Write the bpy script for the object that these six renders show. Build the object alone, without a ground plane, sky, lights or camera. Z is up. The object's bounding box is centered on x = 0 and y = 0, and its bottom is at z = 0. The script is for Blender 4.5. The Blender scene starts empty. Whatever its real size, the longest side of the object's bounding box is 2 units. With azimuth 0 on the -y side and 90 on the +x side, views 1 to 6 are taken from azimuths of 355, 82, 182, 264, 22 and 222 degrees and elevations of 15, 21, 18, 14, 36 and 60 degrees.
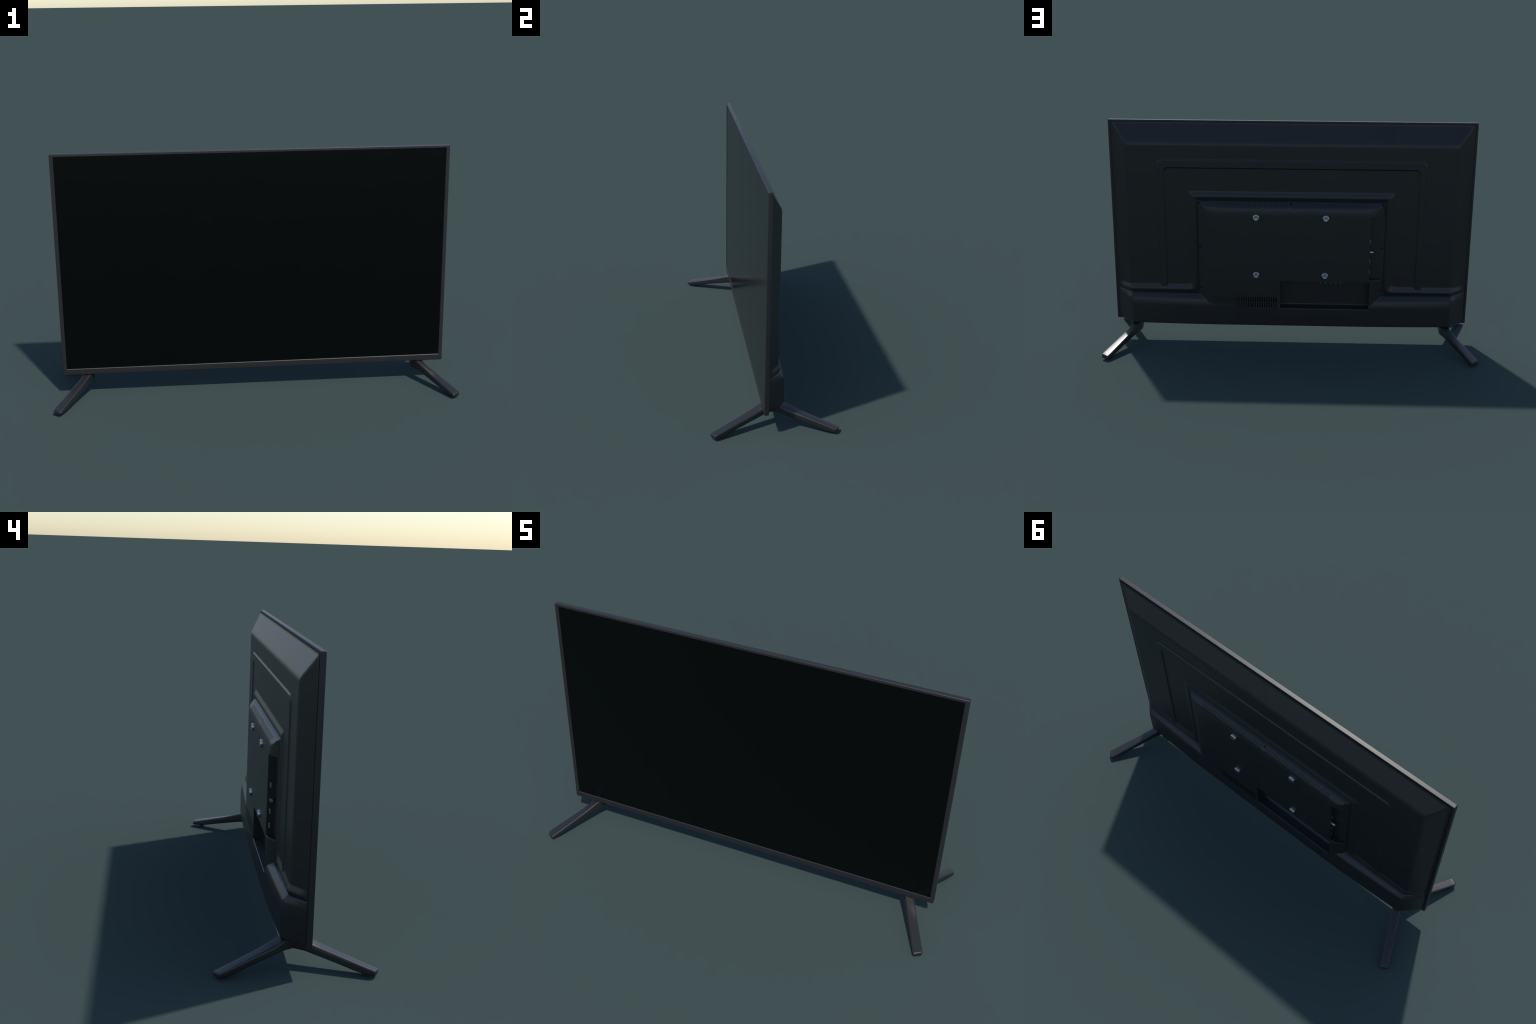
"""Flat-panel television on two V-shaped stands, built part by part."""
import bpy, math
import numpy as np
from mathutils import Vector

EPS = 0.0003           # half width of a near-vertical wall in the moulded back


# ------------------------------------------------------------------ materials
def material(name, base, rough, metallic=0.0, spec=0.5, grain=0.0, grain_scale=400.0,
             bump=0.0, mottling=0.0, coat=0.0, tint=None):
    m = bpy.data.materials.new(name)
    m.use_nodes = True
    nt = m.node_tree
    b = nt.nodes["Principled BSDF"]
    b.inputs["Metallic"].default_value = metallic
    b.inputs["Specular IOR Level"].default_value = spec
    b.inputs["Coat Weight"].default_value = coat
    if tint:
        b.inputs["Specular Tint"].default_value = (*tint, 1)
    co = nt.nodes.new("ShaderNodeTexCoord")
    wide = nt.nodes.new("ShaderNodeTexNoise")
    wide.inputs["Scale"].default_value = 5.0
    wide.inputs["Detail"].default_value = 3.0
    nt.links.new(co.outputs["Object"], wide.inputs["Vector"])
    ramp = nt.nodes.new("ShaderNodeValToRGB")
    ramp.color_ramp.elements[0].position, ramp.color_ramp.elements[1].position = 0.3, 0.7
    ramp.color_ramp.elements[0].color = (*[c * (1 - mottling) for c in base], 1)
    ramp.color_ramp.elements[1].color = (*[c * (1 + mottling) for c in base], 1)
    nt.links.new(wide.outputs["Fac"], ramp.inputs["Fac"])
    nt.links.new(ramp.outputs["Color"], b.inputs["Base Color"])
    fine = nt.nodes.new("ShaderNodeTexNoise")
    fine.inputs["Scale"].default_value = grain_scale
    fine.inputs["Detail"].default_value = 2.0
    nt.links.new(co.outputs["Object"], fine.inputs["Vector"])
    mr = nt.nodes.new("ShaderNodeMapRange")
    mr.inputs["To Min"].default_value = rough - grain
    mr.inputs["To Max"].default_value = rough + grain
    nt.links.new(fine.outputs["Fac"], mr.inputs["Value"])
    nt.links.new(mr.outputs["Result"], b.inputs["Roughness"])
    if bump:
        bp = nt.nodes.new("ShaderNodeBump")
        bp.inputs["Strength"].default_value = bump
        bp.inputs["Distance"].default_value = 0.0005
        nt.links.new(fine.outputs["Fac"], bp.inputs["Height"])
        nt.links.new(bp.outputs["Normal"], b.inputs["Normal"])
    return m


PLASTIC = material("matt_black_plastic", (0.0165, 0.0165, 0.0165), 0.40, grain=0.03, mottling=0.05)
FRAME = material("dark_frame_lacquer", (0.0190, 0.0185, 0.0190), 0.44, grain=0.02, mottling=0.03)
LEG = material("dark_leg_metal", (0.0180, 0.0175, 0.0182), 0.36, spec=0.62, grain=0.015, mottling=0.03)
GLASS = material("black_screen_glass", (0.0003, 0.0003, 0.0003), 0.19, grain=0.01)
STEEL = material("bright_steel", (0.50, 0.51, 0.52), 0.33, metallic=1.0, grain=0.03)
RUBBER = material("black_rubber", (0.012, 0.012, 0.012), 0.7)
DARK = material("dark_connector", (0.010, 0.010, 0.011), 0.45)


# -------------------------------------------------------------------- helpers
def obj_from(name, verts, faces, mat, parent, angle=35.0):
    me = bpy.data.meshes.new(name)
    me.from_pydata([tuple(v) for v in verts], [], [tuple(f) for f in faces])
    return finish(name, me, mat, parent, angle)


def finish(name, me, mat, parent, angle=35.0):
    me.validate()
    me.materials.append(mat)
    me.polygons.foreach_set("use_smooth", [True] * len(me.polygons))
    if angle:
        me.set_sharp_from_angle(angle=math.radians(angle))
    me.update()
    o = bpy.data.objects.new(name, me)
    bpy.context.scene.collection.objects.link(o)
    o.parent = parent
    return o


def loft(rings, closed_ends=True):
    """Quads between successive closed rings of equal length."""
    n = len(rings[0])
    verts = [p for r in rings for p in r]
    faces = []
    for k in range(len(rings) - 1):
        for i in range(n):
            j = (i + 1) % n
            faces.append((k * n + i, k * n + j, (k + 1) * n + j, (k + 1) * n + i))
    if closed_ends:
        faces.append(tuple(reversed(range(n))))
        faces.append(tuple((len(rings) - 1) * n + i for i in range(n)))
    return verts, faces


def revolve(profile, n=40):
    """Rings around +y from (radius, y) pairs."""
    return [[(r * math.cos(2 * math.pi * i / n), y, -r * math.sin(2 * math.pi * i / n)) for i in range(n)] for r, y in profile]


def smooth(t):
    t = np.clip(t, 0, 1)
    return t * t * (3 - 2 * t)


def ramp(t, k=0.22):
    """Straight ramp 0..1 with short eased ends."""
    return smax(smin(t, 1.0 + 0 * t, k), 0.0 * t, k) * 1.0


def smin(a, b, k):
    h = np.maximum(k - np.abs(a - b), 0) / k
    return np.minimum(a, b) - h * h * k / 4


def smax(a, b, k):
    return -smin(-a, -b, k)


# --------------------------------------------------------------- the set root
tv = bpy.data.objects.new("television", None)
bpy.context.scene.collection.objects.link(tv)
tv["label"] = "black flat-panel television with thin dark frame on two splayed V-shaped legs"
tv["category"] = "television"

# ---------------------------------------------------------------------- bezel
HW, Z0, Z1 = 0.9742, 0.1085, 1.2327        # outer half width, bottom, top
YF, YB = -0.0557, -0.0332                   # front and back face of the frame


def rect_ring(hw, z0, z1, y, r, k=6):
    pts = []
    for cx, cz, a0 in ((hw - r, z0 + r, -90), (hw - r, z1 - r, 0), (-hw + r, z1 - r, 90), (-hw + r, z0 + r, 180)):
        for i in range(k + 1):
            a = math.radians(a0 + 90 * i / k)
            pts.append((cx + r * math.cos(a), y, cz + r * math.sin(a)))
    return pts


def outer(inset, y):
    return rect_ring(HW - inset, Z0 + inset, Z1 - inset, y, max(0.0055 - inset, 0.0015))


rings = [rect_ring(0.9553, 0.1408, 1.2182, -0.0470, 0.0006),
         rect_ring(0.9553, 0.1410, 1.2182, -0.0538, 0.0006),
         rect_ring(0.9570, 0.1380, 1.2199, YF, 0.0010)]
R = 0.0038
for i in range(10):
    a = math.radians(90 * i / 9)
    rings.append(outer(R * (1 - math.sin(a)), YF + R * (1 - math.cos(a))))
rings.append(outer(0.0, YB - 0.0010))
rings.append(outer(0.0010, YB))
rings.append(rect_ring(0.9632, 0.1140, 1.2236, YB, 0.002))
rings.append(rect_ring(0.9630, 0.1142, 1.2234, YB - 0.0060, 0.002))
rings.append(rect_ring(0.9300, 0.1500, 1.1900, YB - 0.0060, 0.002))
v, f = loft(rings, closed_ends=False)
obj_from("bezel", v, f, FRAME, tv, 16)

# --------------------------------------------------------------------- screen
srings = [rect_ring(0.9562, 0.1400, 1.2190, y, 0.0006) for y in (-0.0536, -0.0440)]
v, f = loft(srings)
obj_from("screen", v, f, GLASS, tv, 30)

# ----------------------------------------------- moulded back, a relief y(x, z)
BX, BZ = 0.506, 0.819          # half width and top of the electronics hump
LZ = 0.2915                    # top of the low bulge across the whole width
BOTTOM = 0.1166
EDGE_X, EDGE_Z = 0.9612, 1.2216
PORT = (-0.4255, 0.3890, 0.7415)                   # wall x, z low, z high
CAV = (-0.4270, 0.0545, 0.2195, 0.3755)            # x0, x1, z0, z1
VENT_X = [0.4180 - 0.01263 * i for i in range(28)]
VENT_W = 0.0060
VENT_Z = ((0.2262, 0.2508), (0.2560, 0.2815))
TOPV_X = [0.3930 - 0.01200 * i for i in range(67) if abs(0.3930 - 0.01200 * i) > 0.011]
TOPV_W = 0.0036
TOPV_Z = (0.7810, 0.8070)
HOLES = [(0.4900, 0.804), (0.0, 0.804), (-0.4890, 0.804), (0.4890, 0.562), (-0.4880, 0.562),
         (0.4890, 0.326), (-0.4875, 0.326), (0.8705, 0.2650), (-0.8705, 0.2650)]
HOLE_R = 0.0052


def rrect(x, z, hw, top, r):
    """Signed distance to an upright rounded slab open towards the floor."""
    qx, qz = np.abs(x) - hw + r, z - top + r
    return np.hypot(np.maximum(qx, 0), np.maximum(qz, 0)) + np.minimum(np.maximum(qx, qz), 0) - r


def shoulder(d, knots):
    """Share of the full height at depth d inside an edge: steep foot, straight slope, long eased top."""
    y = np.full_like(d, 1.0)
    for (d0, y0), (d1, y1) in reversed(list(zip(knots[:-1], knots[1:]))):
        y = smin(y, y0 + (y1 - y0) * (d - d0) / (d1 - d0), 0.05 if d1 < 0.015 else 0.12)
    return y


SIDE_KNOTS = [(0.0, 0.0), (0.0070, 0.310), (0.0300, 0.700), (0.0560, 0.950), (0.0900, 1.035)]
TOP_KNOTS = [(0.0, 0.0), (0.0060, 0.300), (0.0300, 0.840), (0.0660, 1.035)]
BULGE_KNOTS = [(0.0, 0.0), (0.0042, 0.270), (0.0260, 0.830), (0.0560, 1.035)]


def lift(x, z):
    """0..1 share of hump and bulge; zero or less outside them."""
    hump = smin(shoulder(BX - np.abs(x), SIDE_KNOTS), shoulder(BZ - z, TOP_KNOTS), 0.10)
    low = shoulder(LZ - z, BULGE_KNOTS)
    room = 1 - np.clip(np.maximum(hump, low), 0, 1)      # blend fades out on the flat face
    return np.minimum(smax(hump, low, 0.004 + 0.26 * room), 1.0)


def relief(x, z):
    ax = np.abs(x)
    side = -0.0310 + 0.740 * (0.951 - ax)
    top = -0.0310 + 0.568 * (1.217 - z)
    main = smin(smin(side, top, 0.006), 0.0245 + 0 * x, 0.0075)
    main = smax(main, -0.0306 + 0 * x, 0.004)
    # raised rim that runs along hump and bulge
    d = smin(smax(ax - BX, z - BZ, 0.012), z - LZ, 0.030)
    rim = 0.0095 * ramp((0.0435 - d) / 0.0225) - 0.0050 * ramp((0.0130 - d) / 0.0130)
    rim = rim * smooth((0.965 - ax) / 0.05)
    # inverted U ridge
    do, di = rrect(x, z, 0.7150, 1.0360, 0.030), rrect(x, z, 0.6745, 0.9870, 0.020)
    ridge = 0.0055 * ramp(-do / 0.0074, 0.14) * ramp(di / 0.0052)
    base = main + np.maximum(rim, ridge)
    # outermost face of hump and bulge
    face = 0.0695 - 0.0145 * np.maximum((ax - 0.42) / 0.45, 0) ** 1.4
    face = smin(face, 0.0560 - 0.987 * (ax - 0.870), 0.006)
    face = np.maximum(face, base)
    e = np.maximum(lift(x, z), 0.0)
    y = base + (face - base) * e
    # lower edge slightly eased
    y = y - 0.0025 * smooth((BOTTOM + 0.004 - z) / 0.004)
    # fine top vents, cut square to the face
    col = np.zeros_like(x, dtype=bool)
    for c in TOPV_X:
        col |= np.abs(x - c) < TOPV_W / 2
    slot = col & (z > TOPV_Z[0]) & (z < TOPV_Z[1])
    y = np.where(slot, y - 0.0026, y)
    # lower vents get deeper towards the socket bay
    col = np.zeros_like(x, dtype=bool)
    for c in VENT_X:
        col |= np.abs(x - c) < VENT_W / 2
    depth = 0.0016 + 0.017 * smooth((0.345 - x) / 0.16)
    for a, b in VENT_Z:
        y = np.where(col & (z > a) & (z < b), y - depth, y)
    # socket bay and port bay
    bay = (x > CAV[0]) & (x < CAV[1]) & (z > CAV[2]) & (z < CAV[3])
    floor = 0.0150 + 0.012 * np.clip(1 - (z - CAV[2]) / 0.010, 0, 1) ** 2
    lip = (x > CAV[0]) & (x < CAV[1]) & (z <= CAV[2])
    y = np.where(lip, y - 0.0030 * np.clip((z - CAV[2] + 0.0045) / 0.0045, 0, 1) ** 2, y)
    lip = (x > -BX) & (x < PORT[0]) & (z <= PORT[1])
    y = np.where(lip, y - 0.0025 * np.clip((z - PORT[1] + 0.0040) / 0.0040, 0, 1) ** 2, y)
    y = np.where(bay, floor, y)
    port = (x < PORT[0]) & (x > -BX) & (z > PORT[1]) & (z < PORT[2])
    y = np.where(port, np.minimum(y, 0.0350), y)
    for hx, hz in HOLES:
        y = y - (0.010 if abs(hx) < 0.6 else 0.0045) * np.clip((HOLE_R - np.hypot(x - hx, z - hz)) / 0.0016, 0, 1)
    return y


def lines(lo, hi, hard, soft, gap=0.0005):
    hard = sorted({round(h, 6) for h in hard if lo <= h <= hi} | {lo, hi})
    out = list(hard)
    h = np.array(hard)
    for s in sorted({round(s, 6) for s in soft if lo < s < hi}):
        if np.min(np.abs(h - s)) > gap:
            out.append(s)
    out = sorted(out)
    keep = [out[0]]
    hs = set(hard)
    for o in out[1:]:
        if o in hs or o - keep[-1] > gap:
            keep.append(o)
    return np.array(keep)


def wall(*vals):
    return [v + s * EPS for v in vals for s in (-1, 1)]


near = [0.0004, 0.0010, 0.0018, 0.0030, 0.0046, 0.0066, 0.0090, 0.0118, 0.0150, 0.0185]
xs_hard = wall(PORT[0], CAV[0], CAV[1])
for c in VENT_X:
    xs_hard += wall(c - VENT_W / 2, c + VENT_W / 2)
for c in TOPV_X:
    xs_hard += wall(c - TOPV_W / 2, c + TOPV_W / 2)
xs_hard += [BX, -BX]
xs_soft = list(np.arange(-0.96, 0.961, 0.008))
for s in (-1, 1):
    xs_soft += [s * (BX - n) for n in near] + [s * (BX + n) for n in near]
    xs_soft += list(s * np.arange(0.42, 0.56, 0.0025))
    xs_soft += list(s * np.arange(0.66, 0.72, 0.0014))
    xs_soft += list(s * np.arange(0.855, 0.9612, 0.002))
zs_hard = wall(PORT[1], PORT[2], CAV[2], CAV[3], *VENT_Z[0], *VENT_Z[1], *TOPV_Z) + [BZ, LZ]
zs_soft = list(np.arange(0.12, 1.22, 0.008))
zs_soft += [BZ - n for n in near] + [BZ + n for n in near] + [LZ - n for n in near] + [LZ + n for n in near]
zs_soft += list(np.arange(0.74, 0.87, 0.0022)) + list(np.arange(0.232, 0.34, 0.0018))
zs_soft += list(np.arange(0.975, 1.040, 0.0012)) + list(np.arange(1.105, 1.2216, 0.002))
zs_soft += [BOTTOM + 0.001 * i for i in range(1, 6)] + [CAV[2] + 0.001 * i for i in range(1, 11)] + [CAV[2] - 0.0009 * i for i in range(1, 6)] + [PORT[1] - 0.0008 * i for i in range(1, 6)]
for hx, hz in HOLES:
    xs_soft += list(np.arange(hx - 0.0070, hx + 0.0071, 0.0010))
    zs_soft += list(np.arange(hz - 0.0070, hz + 0.0071, 0.0010))
xs = lines(-EDGE_X, EDGE_X, xs_hard, xs_soft)
zs = lines(BOTTOM, EDGE_Z, zs_hard, zs_soft)
gx, gz = np.meshgrid(xs, zs)
gy = relief(gx, gz)
NX, NZ = len(xs), len(zs)
grid = np.stack([gx, gy, gz], -1).reshape(-1, 3)
# skirt that tucks the moulding into the frame
edge = [i for i in range(NX)] + [k * NX + NX - 1 for k in range(1, NZ)] + \
       [(NZ - 1) * NX + i for i in range(NX - 2, -1, -1)] + [k * NX for k in range(NZ - 2, 0, -1)]
skirt = grid[edge].copy()
skirt[:, 1] = YB - 0.0050
allv = np.vstack([grid, skirt])
ii, kk = np.meshgrid(np.arange(NX - 1), np.arange(NZ - 1))
a = (kk * NX + ii).ravel()
quads = np.stack([a, a + NX, a + NX + 1, a + 1], -1)
cx = (gx[:-1, :-1] + gx[1:, 1:]).ravel() / 2
cz = (gz[:-1, :-1] + gz[1:, 1:]).ravel() / 2
housing = lift(cx, cz) > 0
n = len(edge)
sk = np.array([(edge[i], edge[(i + 1) % n], len(grid) + (i + 1) % n, len(grid) + i) for i in range(n)])
sk_h = lift(allv[sk[:, 0], 0], allv[sk[:, 0], 2] + 1e-5) > 0
quads = np.vstack([quads, sk])
housing = np.concatenate([housing, sk_h])


def part(name, q, mat, parent):
    used, inv = np.unique(q, return_inverse=True)
    me = bpy.data.meshes.new(name)
    me.vertices.add(len(used))
    me.vertices.foreach_set("co", allv[used].astype(np.float32).ravel())
    me.loops.add(q.size)
    me.loops.foreach_set("vertex_index", inv.ravel().astype(np.int32))
    me.polygons.add(len(q))
    me.polygons.foreach_set("loop_start", np.arange(0, q.size, 4, dtype=np.int32))
    me.update(calc_edges=True)
    return finish(name, me, mat, parent, 32)


part("back_cover", quads[~housing], PLASTIC, tv)
rear = part("rear_housing", quads[housing], PLASTIC, tv)

# ------------------------------------------------- wall-mount bolts on the hump
BOLT = [(0.0178, 0.062), (0.0178, 0.0752), (0.0174, 0.0762), (0.0146, 0.0790), (0.0136, 0.0795),
        (0.0124, 0.0793), (0.0112, 0.0790), (0.0040, 0.0789), (0.0004, 0.0789)]
v, f = loft(revolve(BOLT, 48))
first = None
for sx in (0.1860, -0.1857):
    for z in (0.7340, 0.4120):
        if first is None:
            first = o = obj_from("mount_bolt", v, f, STEEL, rear, 40)
        else:
            o = first.copy()
            bpy.context.scene.collection.objects.link(o)
            o.parent = rear
        o.location = (sx, 0, z)


# -------------------------------------------------------- sockets in the bays
def box(name, lo, hi, mat, parent, bevel=0.0006):
    (x0, y0, z0), (x1, y1, z1) = lo, hi
    r = [(x0, y0, z0), (x1, y0, z0), (x1, y1, z0), (x0, y1, z0)]
    t = [(x, y, z1) for x, y, _ in r]
    v, f = loft([r, t])
    o = obj_from(name, v, f, mat, parent, 30)
    m = o.modifiers.new("Bevel", "BEVEL")
    m.width, m.segments = bevel, 2
    return o


WX = PORT[0]
for zc in (0.6062, 0.4922, 0.4310):
    box("socket_plate", (WX - 0.0028, 0.0512, zc - 0.0112), (WX + 0.002, 0.0578, zc + 0.0112), STEEL, rear)
n = 32
prof = [(0.0078, 0.002), (0.0078, -0.0182), (0.0070, -0.0190), (0.0026, -0.0190), (0.0022, -0.0170), (0.0003, -0.0170)]
ring = [[(WX + dx, 0.0515 + r * math.cos(2 * math.pi * i / n), 0.5435 + r * math.sin(2 * math.pi * i / n)) for i in range(n)] for r, dx in prof]
v, f = loft(ring)
obj_from("aerial_socket", v, f, STEEL, rear, 40)

jack = None
prof = [(0.0066, 0.003), (0.0066, -0.0150), (0.0060, -0.0158), (0.0030, -0.0158), (0.0028, -0.0130), (0.0003, -0.0130)]
for x in (-0.1659, -0.1926, -0.2225, -0.2470, -0.2716):
    if jack is None:
        ring = [[(r * math.cos(2 * math.pi * i / n), r * math.sin(2 * math.pi * i / n), dz) for i in range(n)] for r, dz in prof]
        v, f = loft(ring)
        jack = o = obj_from("audio_jack", v, f, STEEL, rear, 40)
    else:
        o = jack.copy()
        bpy.context.scene.collection.objects.link(o)
        o.parent = rear
    o.location = (x, 0.0530, CAV[3])
prof = [(0.0105, 0.003), (0.0105, -0.0100), (0.0075, -0.0115), (0.0075, -0.0195), (0.0055, -0.0205), (0.0003, -0.0205)]
ring = [[(0.0080 + r * math.cos(2 * math.pi * i / n), 0.048 + r * math.sin(2 * math.pi * i / n), CAV[3] + dz) for i in range(n)] for r, dz in prof]
v, f = loft(ring)
obj_from("headphone_jack", v, f, DARK, rear, 40)


# ---------------------------------------------------------------------- stands
def leg_mesh(sx, sy):
    """One splayed leg: rounded trapezoid sections swept from the stand centre to the toe.
    sx, sy choose the quadrant; the leg is drawn for +x, +y."""
    #  |y|    top outer  top inner  bottom   r top outer  r top inner
    if sy < 0:
        st = [(0.000, 0.1120, 0.1165, 0.0628, 0.006, 0.004),
              (0.0280, 0.1110, 0.1165, 0.0618, 0.008, 0.004),
              (0.0340, 0.1070, 0.1076, 0.0613, 0.010, 0.005),
              (0.0480, 0.1040, 0.1072, 0.0602, 0.012, 0.006)]
    else:
        st = [(0.000, 0.1150, 0.1165, 0.0628, 0.006, 0.004),
              (0.0280, 0.1130, 0.1165, 0.0618, 0.009, 0.004),
              (0.0380, 0.1100, 0.1140, 0.0610, 0.011, 0.005),
              (0.0480, 0.1050, 0.1095, 0.0602, 0.012, 0.006)]
    st += [(0.0600, 0.0998, 0.1040, 0.0582, 0.012, 0.006),
           (0.0750, 0.0930, 0.0982, 0.0546, 0.012, 0.006),
           (0.1000, 0.0850, 0.0888, 0.0486, 0.0110, 0.006),
           (0.1300, 0.0768, 0.0782, 0.0415, 0.0100, 0.006),
           (0.1700, 0.0660, 0.0656, 0.0318, 0.0085, 0.006),
           (0.2200, 0.0524, 0.0504, 0.0188, 0.0070, 0.006),
           (0.2560, 0.0427, 0.0396, 0.0098, 0.0060, 0.006),
           (0.2880, 0.0340, 0.0302, 0.0076, 0.0055, 0.006)]
    # refine the stations so that highlights run smoothly
    arr = np.array(st)
    ys = np.concatenate([arr[arr[:, 0] < 0.045, 0], np.linspace(0.048, 0.288, 61)])
    tab = np.stack([np.interp(ys, arr[:, 0], arr[:, c]) for c in range(1, 6)], 1)
    for _ in range(6):
        mid = (tab[:-2] + 2 * tab[1:-1] + tab[2:]) / 4
        far = ys[1:-1] > 0.05
        tab[1:-1][far] = mid[far]
    st = [(y, *row) for y, row in zip(ys, tab)]
    u = np.array([0.432, 0.902])                # direction of the leg in plan
    w = np.array([0.902, -0.432])               # towards the outer edge
    rings = []

    def section(y, zo, zi, zb, ro, ri, half, skew, shrink=0.0, push=0.0):
        s = y / u[1]
        c = np.array([0.8362, 0.0]) + u * (s + push)
        # profile in (across, z): + across is the outer edge
        h = half - shrink
        rb = 0.0085
        pts = []
        zo, zi, zb = zo - shrink, zi - shrink, zb + shrink * 0.35
        tall = min(zo, zi) - zb
        ro, ri, rb = min(ro, tall * 0.48), min(ri, tall * 0.48), min(rb, tall * 0.48)
        k = 8
        for (cx, cz, r, a0) in ((h - ro, zo - ro, ro, 0), (-h + ri, zi - ri, ri, 90),
                                (-h + rb, zb + rb, rb, 180), (h - rb, zb + rb, rb, 270)):
            for i in range(k + 1):
                a = math.radians(a0 + 90 * i / k)
                pts.append((cx + r * math.cos(a), cz + r * math.sin(a)))
        out = []
        for t, z in pts:
            p = c + w * t - u * (skew * t)
            if y == 0:
                p = np.array([c[0] + t / w[0], 0.0])     # mitre where the two legs meet
            out.append((sx * max(p[0], 0.8262), sy * p[1], z))
        return out

    for i, (y, zo, zi, zb, ro, ri) in enumerate(st):
        sk = 0.10 * float(smooth((y - 0.15) / 0.12))
        mitre = -0.432 / 0.902 * max(0.0, 1 - y / 0.075)
        rings.append(section(y, zo, zi, zb, ro, ri, 0.0224, sk + mitre if y else 0))
    ye = 0.2880 + 0.0125
    for a in (0, 15, 30, 45, 60, 75, 90):                    # rounded toe
        a = math.radians(a)
        e = 0.0070
        rings.append(section(ye, 0.0308, 0.0270, 0.0072, 0.0055, 0.006, 0.0224, 0.10,
                             shrink=e * (1 - math.cos(a)), push=e * math.sin(a)))
    v, f = loft(rings)
    if sx * sy > 0:
        f = [tuple(reversed(q)) for q in f]
    return v, f


PAD = [(0.0004, 0.0), (0.0118, 0.0), (0.0126, 0.0008), (0.0126, 0.0130), (0.0004, 0.0130)]
pad = None
for sx in (-1, 1):
    stand = bpy.data.objects.new("stand", None)
    bpy.context.scene.collection.objects.link(stand)
    stand.parent = tv
    for sy in (-1, 1):
        v, f = leg_mesh(sx, sy)
        obj_from("leg", v, f, LEG, stand, 38)
        if pad is None:
            ring = [[(r * math.cos(2 * math.pi * i / n), r * math.sin(2 * math.pi * i / n), z) for i in range(n)] for r, z in PAD]
            v, f = loft(ring)
            pad = o = obj_from("foot_pad", v, f, RUBBER, stand, 35)
        else:
            o = pad.copy()
            bpy.context.scene.collection.objects.link(o)
            o.parent = stand
        o.location = (sx * 0.9625, sy * 0.2670, 0)

# consistent outward normals on the small closed parts
import bmesh
for o in bpy.data.objects:
    if o.type == "MESH" and o.name.split(".")[0] not in ("back_cover", "rear_housing"):
        bm = bmesh.new()
        bm.from_mesh(o.data)
        bmesh.ops.recalc_face_normals(bm, faces=bm.faces)
        bm.to_mesh(o.data)
        bm.free()
